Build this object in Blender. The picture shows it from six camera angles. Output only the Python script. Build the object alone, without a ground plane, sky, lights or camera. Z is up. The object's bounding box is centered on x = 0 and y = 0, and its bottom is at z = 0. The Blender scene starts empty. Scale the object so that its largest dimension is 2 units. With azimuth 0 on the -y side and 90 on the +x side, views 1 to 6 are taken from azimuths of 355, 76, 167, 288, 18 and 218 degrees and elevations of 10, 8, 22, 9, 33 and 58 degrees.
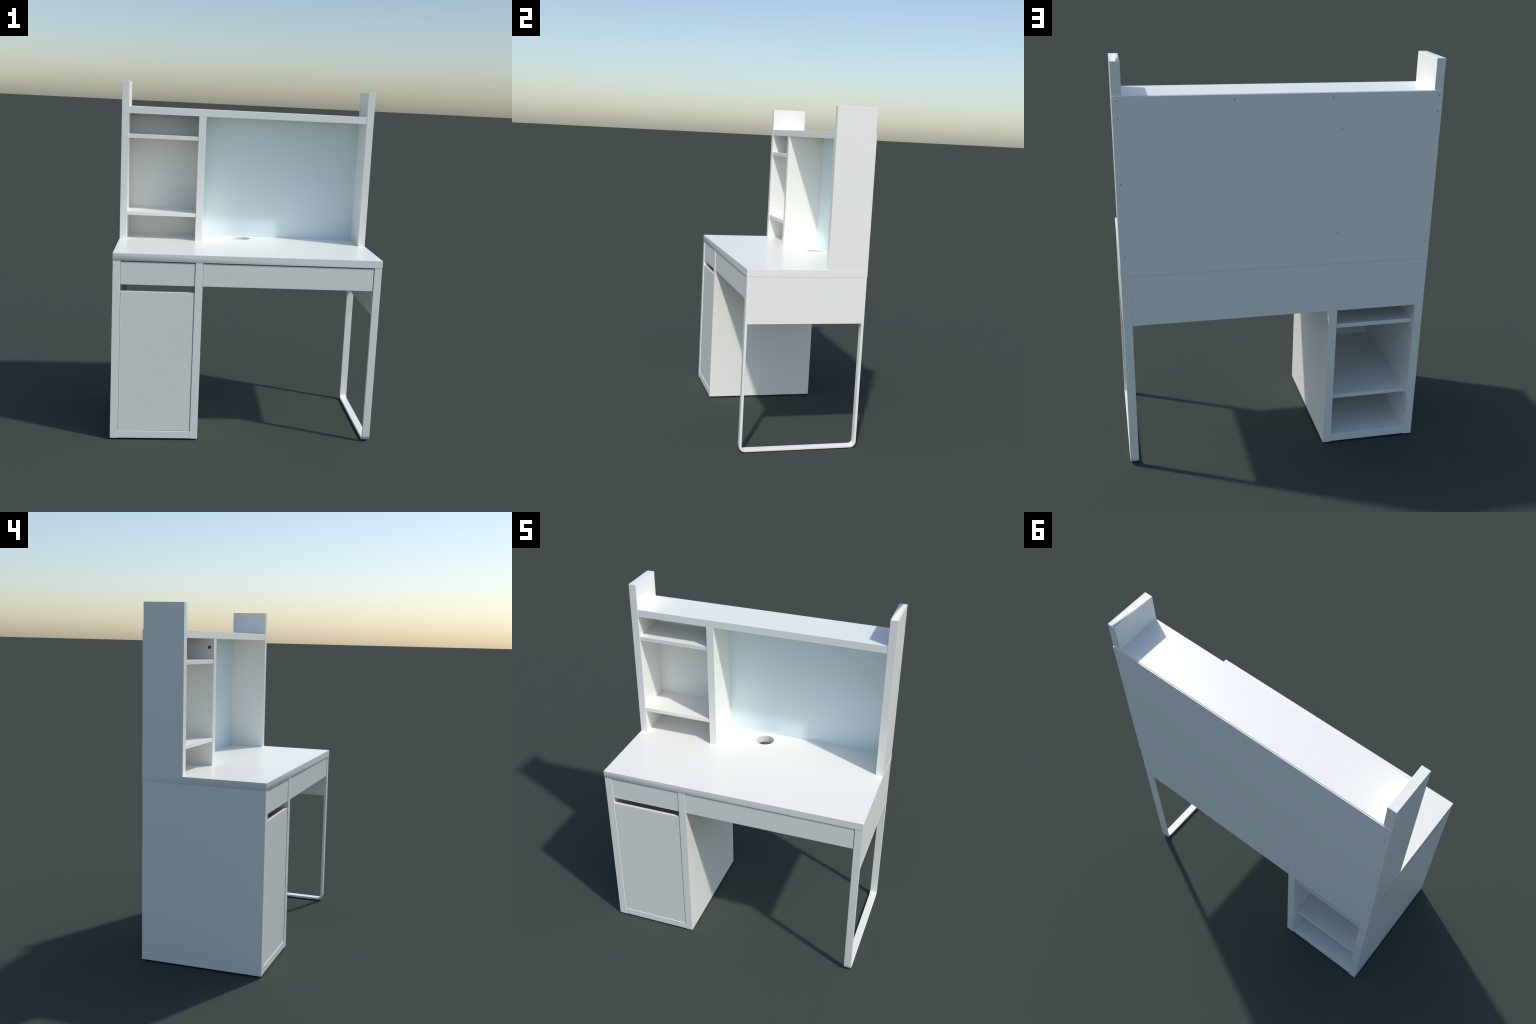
"""White writing desk with cabinet, drawers, tube-bar leg frame and shelf hutch."""
import bpy, bmesh, math
from mathutils import Vector, Matrix

scene = bpy.context.scene

# ------------------------------------------------------------------ materials
def laminate(name, colour, roughness=0.4, specular=0.5, grain=0.010, bump=0.0):
    """Painted board: flat colour with a barely visible mottling and gloss variation."""
    m = bpy.data.materials.new(name)
    m.use_nodes = True
    nt = m.node_tree
    bsdf = nt.nodes["Principled BSDF"]
    tc = nt.nodes.new("ShaderNodeTexCoord")
    noise = nt.nodes.new("ShaderNodeTexNoise")
    noise.inputs["Scale"].default_value = 1.2
    noise.inputs["Detail"].default_value = 4.0
    ramp = nt.nodes.new("ShaderNodeValToRGB")
    lo = [max(0.0, c * (1 - grain)) for c in colour]
    hi = [min(1.0, c * (1 + grain)) for c in colour]
    ramp.color_ramp.elements[0].position = 0.35
    ramp.color_ramp.elements[1].position = 0.65
    ramp.color_ramp.elements[0].color = (*lo, 1)
    ramp.color_ramp.elements[1].color = (*hi, 1)
    nt.links.new(tc.outputs["Object"], noise.inputs["Vector"])
    nt.links.new(noise.outputs["Fac"], ramp.inputs["Fac"])
    nt.links.new(ramp.outputs["Color"], bsdf.inputs["Base Color"])
    mr = nt.nodes.new("ShaderNodeMapRange")
    mr.inputs["To Min"].default_value = roughness - 0.004
    mr.inputs["To Max"].default_value = roughness + 0.004
    nt.links.new(noise.outputs["Fac"], mr.inputs["Value"])
    nt.links.new(mr.outputs["Result"], bsdf.inputs["Roughness"])
    bsdf.inputs["Specular IOR Level"].default_value = specular
    if bump:
        fine = nt.nodes.new("ShaderNodeTexNoise")
        fine.inputs["Scale"].default_value = 260.0
        nt.links.new(tc.outputs["Object"], fine.inputs["Vector"])
        bn = nt.nodes.new("ShaderNodeBump")
        bn.inputs["Strength"].default_value = bump
        bn.inputs["Distance"].default_value = 0.0005
        nt.links.new(fine.outputs["Fac"], bn.inputs["Height"])
        nt.links.new(bn.outputs["Normal"], bsdf.inputs["Normal"])
    return m

WHITE = laminate("white_laminate", (0.985, 0.980, 0.912), 0.28, grain=0.001)
FRONT = laminate("white_front_paint", (0.945, 0.940, 0.880), 0.32, grain=0.001)
BOARD = laminate("magnetic_board_enamel", (0.81, 0.935, 0.95), 0.28, grain=0.001)
STEEL = laminate("white_powder_coat", (0.985, 0.980, 0.912), 0.30, grain=0.001, bump=0.05)
PLASTIC = laminate("white_plastic", (0.96, 0.955, 0.90), 0.30, grain=0.001)
CORE = laminate("chipboard_core", (0.16, 0.14, 0.12), 0.9, grain=0.2)
DARK = laminate("dark_fitting_metal", (0.11, 0.11, 0.115), 0.40, grain=0.2)
NAIL = laminate("nail_head_metal", (0.27, 0.27, 0.27), 0.5, grain=0.2)

# ------------------------------------------------------------------ helpers
root = bpy.data.objects.new("writing_desk", None)
scene.collection.objects.link(root)
root["label"] = "white desk with cabinet, drawers and tall shelf hutch"
root["category"] = "desk"

def add(name, bm, mat, parent=root):
    me = bpy.data.meshes.new(name)
    bm.normal_update()
    bm.to_mesh(me)
    bm.free()
    for m in (mat if isinstance(mat, (list, tuple)) else [mat]):
        me.materials.append(m)
    ob = bpy.data.objects.new(name, me)
    scene.collection.objects.link(ob)
    ob.parent = parent
    return ob

def box(x0, x1, y0, y1, z0, z1, r=0.0012, seg=2):
    bm = bmesh.new()
    bmesh.ops.create_cube(bm, size=1.0)
    size, mid = Vector((x1 - x0, y1 - y0, z1 - z0)), Vector((x0 + x1, y0 + y1, z0 + z1)) / 2
    for v in bm.verts:
        v.co = Vector((v.co.x * size.x, v.co.y * size.y, v.co.z * size.z)) + mid
    if r:
        bmesh.ops.bevel(bm, geom=bm.edges[:], offset=r, segments=seg, profile=0.5, affect='EDGES')
    return bm

def board(name, x0, x1, y0, y1, z0, z1, mat=WHITE, r=0.0012, parent=root):
    return add(name, box(x0, x1, y0, y1, z0, z1, r), mat, parent)

def drill(ob, spots, axis, radius, depth_from, depth_to, mat=CORE, segments=16):
    """Cut round holes into a board. spots: centre pairs on the two other axes."""
    bm = bmesh.new()
    for a, b in spots:
        length = abs(depth_to - depth_from)
        mid = (depth_from + depth_to) / 2
        if axis == 'x':
            mtx = Matrix.Translation((mid, a, b)) @ Matrix.Rotation(math.pi / 2, 4, 'Y')
        elif axis == 'y':
            mtx = Matrix.Translation((a, mid, b)) @ Matrix.Rotation(math.pi / 2, 4, 'X')
        else:
            mtx = Matrix.Translation((a, b, mid))
        bmesh.ops.create_cone(bm, cap_ends=True, segments=segments, radius1=radius,
                              radius2=radius, depth=length, matrix=mtx)
    cutter = add("drill_bit", bm, mat, None)
    mod = ob.modifiers.new("drill", 'BOOLEAN')
    mod.operation = 'DIFFERENCE'
    mod.solver = 'EXACT'
    mod.material_mode = 'TRANSFER'
    mod.object = cutter
    dg = bpy.context.evaluated_depsgraph_get()
    me = bpy.data.meshes.new_from_object(ob.evaluated_get(dg))
    ob.modifiers.clear()
    old = ob.data
    ob.data = me
    me.name = old.name
    bpy.data.meshes.remove(old)
    bpy.data.objects.remove(cutter)

def lean_normals(ob, facing, leans):
    """Shade gradient drawn into a flat face: lean the shading normals at chosen corners of a board's face.
    leans: list of (corner direction, normal) for the corners of the face that looks along 'facing'."""
    me = ob.data
    facing = Vector(facing)
    centre = sum((Vector(c) for c in ob.bound_box), Vector()) / 8
    normals = [Vector(c.vector) for c in me.corner_normals]
    face = max((p for p in me.polygons if p.normal.dot(facing) > 0.99), key=lambda p: p.area)
    for li in face.loop_indices:
        d = me.vertices[me.loops[li].vertex_index].co - centre
        for corner, n in leans:
            if all(c == 0 or c * v > 0 for c, v in zip(corner, d)):
                normals[li] = Vector(n).normalized()
    me.normals_split_custom_set(normals)

# ------------------------------------------------------------------ dimensions
HX = 0.7477                    # half width of the top
WX = 0.7468                    # half width over the panels
T = 0.0422                     # thickness of the thick panels
F, B = -0.3566, 0.3566         # front and back of the top
Z_TOP, Z_UNDER = 1.0726, 1.0302
PART0, PART1 = -0.2963, -0.2540   # cabinet / hutch partition
FLOOR = 0.0065
HUTCH_F, HUTCH_B = 0.1176, 0.3525

# ------------------------------------------------------------------ desk top with cable hole
GX, GY, GR = -0.001, 0.2655, 0.0520
top = board("tabletop", -HX, HX, F, B, Z_UNDER, Z_TOP, r=0.0010)
drill(top, [(GX, GY)], 'z', 0.0565, Z_UNDER - 0.01, Z_TOP + 0.01, mat=WHITE, segments=64)
lean_normals(top, (0, -1, 0), [((-1, -1, -1), (0, -1, -0.42))])  # normals bent downward to darken the lower front and left edges with false shade
lean_normals(top, (-1, 0, 0), [((-1, -1, -1), (-1, 0, -0.5)), ((-1, 1, -1), (-1, 0, -0.2))])

def ring_lathe(profile, centre, steps=64):
    bm = bmesh.new()
    rows = []
    for i in range(steps):
        a = 2 * math.pi * i / steps
        rows.append([bm.verts.new((centre[0] + r * math.cos(a), centre[1] + r * math.sin(a), z))
                     for r, z in profile])
    n = len(profile)
    for i in range(steps):
        p, q = rows[i], rows[(i + 1) % steps]
        for k in range(n):
            bm.faces.new((p[k], q[k], q[(k + 1) % n], p[(k + 1) % n]))
    bmesh.ops.recalc_face_normals(bm, faces=bm.faces[:])
    return bm

grommet = add("cable_grommet", ring_lathe([
    (GR, Z_UNDER + 0.001), (GR, Z_TOP + 0.0012), (GR + 0.0012, Z_TOP + 0.0024),
    (0.0605, Z_TOP + 0.0024), (0.0622, Z_TOP + 0.0012), (0.0622, Z_TOP + 0.0002),
    (0.0562, Z_TOP + 0.0002), (0.0562, Z_UNDER + 0.001)], (GX, GY)), PLASTIC, top)
for p in grommet.data.polygons:
    p.use_smooth = True
grommet.data.set_sharp_from_angle(angle=math.radians(40))

# ------------------------------------------------------------------ cabinet
CAB_F, CAB_B = -0.3553, 0.3550
side = board("cabinet_side_panel", -WX, -WX + T, CAB_F, CAB_B, FLOOR, Z_UNDER)
part = board("cabinet_side_panel", PART0, PART1, CAB_F, CAB_B, FLOOR, Z_UNDER)
IN0, IN1 = -WX + T, PART0
pin_rows = [0.619 - 0.0459 * k for k in range(11)]
pins = [(y, z) for y in (0.2865, -0.2865) for z in pin_rows]
rear = [(0.3408, 0.1555), (0.3408, 0.0650)]
drill(side, pins, 'x', 0.0018, IN0 + 0.01, IN0 - 0.018)
drill(side, rear, 'x', 0.0036, IN0 + 0.01, IN0 - 0.018)
drill(part, pins, 'x', 0.0018, IN1 - 0.01, IN1 + 0.018)
drill(part, rear, 'x', 0.0036, IN1 - 0.01, IN1 + 0.018)

board("base_panel", IN0, IN1, CAB_F + 0.0006, 0.3520, FLOOR + 0.0012, 0.0500)
board("cabinet_shelf", IN0 + 0.0005, IN1 - 0.0005, -0.3300, 0.3250, 0.6630, 0.6852)
board("cabinet_shelf", IN0 + 0.0005, IN1 - 0.0008, -0.3345, 0.3222, 0.2508, 0.2720)
board("rear_apron", IN0, IN1, 0.3365, 0.3528, 0.7742, Z_UNDER - 0.0005)

FR_F, FR_B = -0.3520, -0.3362     # recessed fronts
door = board("door", IN0 + 0.0022, IN1 - 0.0024, FR_F, FR_B, 0.0525, 0.8590, FRONT)

def drawer(x0, x1, depth_to):
    front = board("drawer", x0, x1, FR_F, FR_B, 0.8970, 1.0240, FRONT)
    y0, z0, z1, t = FR_B, 0.9040, 0.9960, 0.016
    a, b = x0 + 0.020, x1 - 0.020
    board("drawer_side", a, a + t, y0, depth_to, z0, z1, WHITE, parent=front)
    board("drawer_side", b - t, b, y0, depth_to, z0, z1, WHITE, parent=front)
    board("drawer_back", a + t, b - t, depth_to - t, depth_to, z0, z1, WHITE, parent=front)
    board("drawer_bottom", a + t, b - t, y0, depth_to - t, z0 + 0.004, z0 + 0.010, WHITE,
          r=0, parent=front)
    return front

drawer(IN0 + 0.0020, IN1 - 0.0024, 0.17)
LEG_X0 = WX - T
drawer(PART1 + 0.0022, LEG_X0 - 0.0030, 0.17)

for x in (IN0 - 0.012, IN1 + 0.012):
    for y in (CAB_F + 0.09, CAB_B - 0.09):
        bm = bmesh.new()
        bmesh.ops.create_cone(bm, cap_ends=True, segments=24, radius1=0.009, radius2=0.009,
                              depth=FLOOR, matrix=Matrix.Translation((x, y, FLOOR / 2)))
        add("foot_glide", bm, PLASTIC)

# ------------------------------------------------------------------ right-hand end
END_F, END_B, END_Z = -0.3548, 0.3548, 0.7725
end = board("end_panel", LEG_X0, WX, END_F, END_B, END_Z, Z_UNDER)
drill(end, [(-0.178, 0.8233), (-0.174, 0.7985)], 'x', 0.003, LEG_X0 - 0.01, LEG_X0 + 0.018)
board("rear_apron", PART1, LEG_X0, 0.3365, 0.3528, 0.7742, Z_UNDER - 0.0005)

def bar_loop(y0, y1, z0, z1, thick, r_out, x0, x1, steps=8):
    """Closed flat-bar frame: square at the top, bent round at the floor."""
    def outline(inset, r):
        a, b, c, d = y0 + inset, y1 - inset, z0 + inset, z1 - inset
        pts = [(a, d)]
        for k in range(steps + 1):
            t = math.pi + math.pi / 2 * k / steps
            pts.append((a + r + r * math.cos(t), c + r + r * math.sin(t)))
        for k in range(steps + 1):
            t = 1.5 * math.pi + math.pi / 2 * k / steps
            pts.append((b - r + r * math.cos(t), c + r + r * math.sin(t)))
        pts.append((b, d))
        return pts
    outer, inner = outline(0.0, r_out), outline(thick, r_out - thick)
    c = 0.0014                       # edge rounding of the bar
    prof = []
    outer_c, inner_c = outline(c, r_out - c), outline(thick - c, r_out - thick + c)
    loops = [(outer, x0 + c), (outer, x1 - c), (outer_c, x1), (inner_c, x1),
             (inner, x1 - c), (inner, x0 + c), (inner_c, x0), (outer_c, x0)]
    bm = bmesh.new()
    rings = [[bm.verts.new((x, y, z)) for y, z in pts] for pts, x in loops]
    n = len(rings[0])
    for i in range(len(rings)):
        p, q = rings[i], rings[(i + 1) % len(rings)]
        for k in range(n):
            bm.faces.new((p[k], p[(k + 1) % n], q[(k + 1) % n], q[k]))
    bmesh.ops.recalc_face_normals(bm, faces=bm.faces[:])
    return bm

leg = add("leg_frame", bar_loop(END_F, END_B + 0.0003, 0.0022, END_Z - 0.0004, 0.0142, 0.036, LEG_X0, WX), STEEL)
for p in leg.data.polygons:
    p.use_smooth = True
leg.data.set_sharp_from_angle(angle=math.radians(35))

# ------------------------------------------------------------------ hutch
hl = board("hutch_side_panel", -WX, -WX + T, HUTCH_F, HUTCH_B, Z_TOP, 2.0)
hr = board("hutch_side_panel", WX - T, WX, HUTCH_F, HUTCH_B, Z_TOP, 2.0)
hd = board("hutch_partition", PART0, PART1, HUTCH_F, HUTCH_B, Z_TOP, 1.8140)
board("hutch_top_shelf", -WX + T, WX - T, HUTCH_F + 0.0012, HUTCH_B - 0.0010, 1.8148, 1.8566)
shelf_x = (-WX + T + 0.0004, PART0 - 0.0004)
board("hutch_shelf", *shelf_x, HUTCH_F + 0.0025, HUTCH_B - 0.0003, 1.6722, 1.6958)
board("hutch_shelf", *shelf_x, HUTCH_F + 0.0025, HUTCH_B - 0.0003, 1.2165, 1.2390)

back = board("hutch_back_panel", -WX, WX, HUTCH_B + 0.0002, B + 0.0002, Z_TOP - 0.0016, 1.8543, r=0.0006)
board("magnetic_board", PART1 + 0.0002, WX - T - 0.0002, HUTCH_B - 0.0012, HUTCH_B - 0.0001,
      Z_TOP + 0.0002, 1.8146, BOARD, r=0)

nails = [(0.7257, 1.8341), (0.7257, 1.7595), (0.7257, 1.4684), (0.7257, 1.1230),
         (0.2223, 1.8338), (-0.2245, 1.8338), (-0.2753, 1.6927), (-0.2753, 1.1905),
         (-0.7265, 1.8341), (-0.7265, 1.7600), (-0.7265, 1.1232)]
drill(back, nails, 'y', 0.0029, B + 0.01, B - 0.0012, mat=NAIL)

hutch_z = [1.6713 - 0.0912 * k for k in range(6)]
rows = [(y, z) for y in (0.1455, 0.3280) for z in hutch_z]
inner = [(y, z) for y, z in rows if 1.25 < z < 1.62]
drill(hr, rows, 'x', 0.0020, WX - T - 0.01, WX - T + 0.018)
lean_normals(hr, (0, 0, 1), [((1, -1, 1), (1, 0, 0.15)), ((1, 1, 1), (1, 0, 0.15)),  # panel top is flat; bent normals shade its outer band grey, rear inner corner dark
                             ((-1, -1, 1), (-0.1, 0, 1)), ((-1, 1, 1), (-0.8, 0.4, 0.25))])
drill(hl, inner, 'x', 0.0020, -WX + T + 0.01, -WX + T - 0.018)
cam = (0.1459, 1.7656)
drill(hd, inner, 'x', 0.0020, PART0 - 0.01, PART0 + 0.018)
drill(hd, [cam], 'x', 0.0100, PART0 - 0.01, PART0 + 0.016, segments=32)

# cam lock fitting: dark disc with a cross slot, set in its bore
bm = bmesh.new()
bmesh.ops.create_cone(bm, cap_ends=True, segments=32, radius1=0.0086, radius2=0.0086, depth=0.012,
                      matrix=Matrix.Translation((PART0 + 0.0072, *cam)) @ Matrix.Rotation(math.pi / 2, 4, 'Y'))
lock = add("cam_lock", bm, DARK, hd)
for turn in (0.5, 0.5 + math.pi / 2):
    cut = add("drill_bit", box(-0.003, 0.003, -0.0012, 0.0012, -0.006, 0.006, 0), DARK, None)
    cut.data.transform(Matrix.Translation((PART0 + 0.0012, *cam)) @ Matrix.Rotation(turn, 4, 'X'))
    mod = lock.modifiers.new("slot", 'BOOLEAN')
    mod.operation, mod.solver, mod.object = 'DIFFERENCE', 'EXACT', cut
    me = bpy.data.meshes.new_from_object(lock.evaluated_get(bpy.context.evaluated_depsgraph_get()))
    lock.modifiers.clear()
    lock.data = me
    bpy.data.objects.remove(cut)
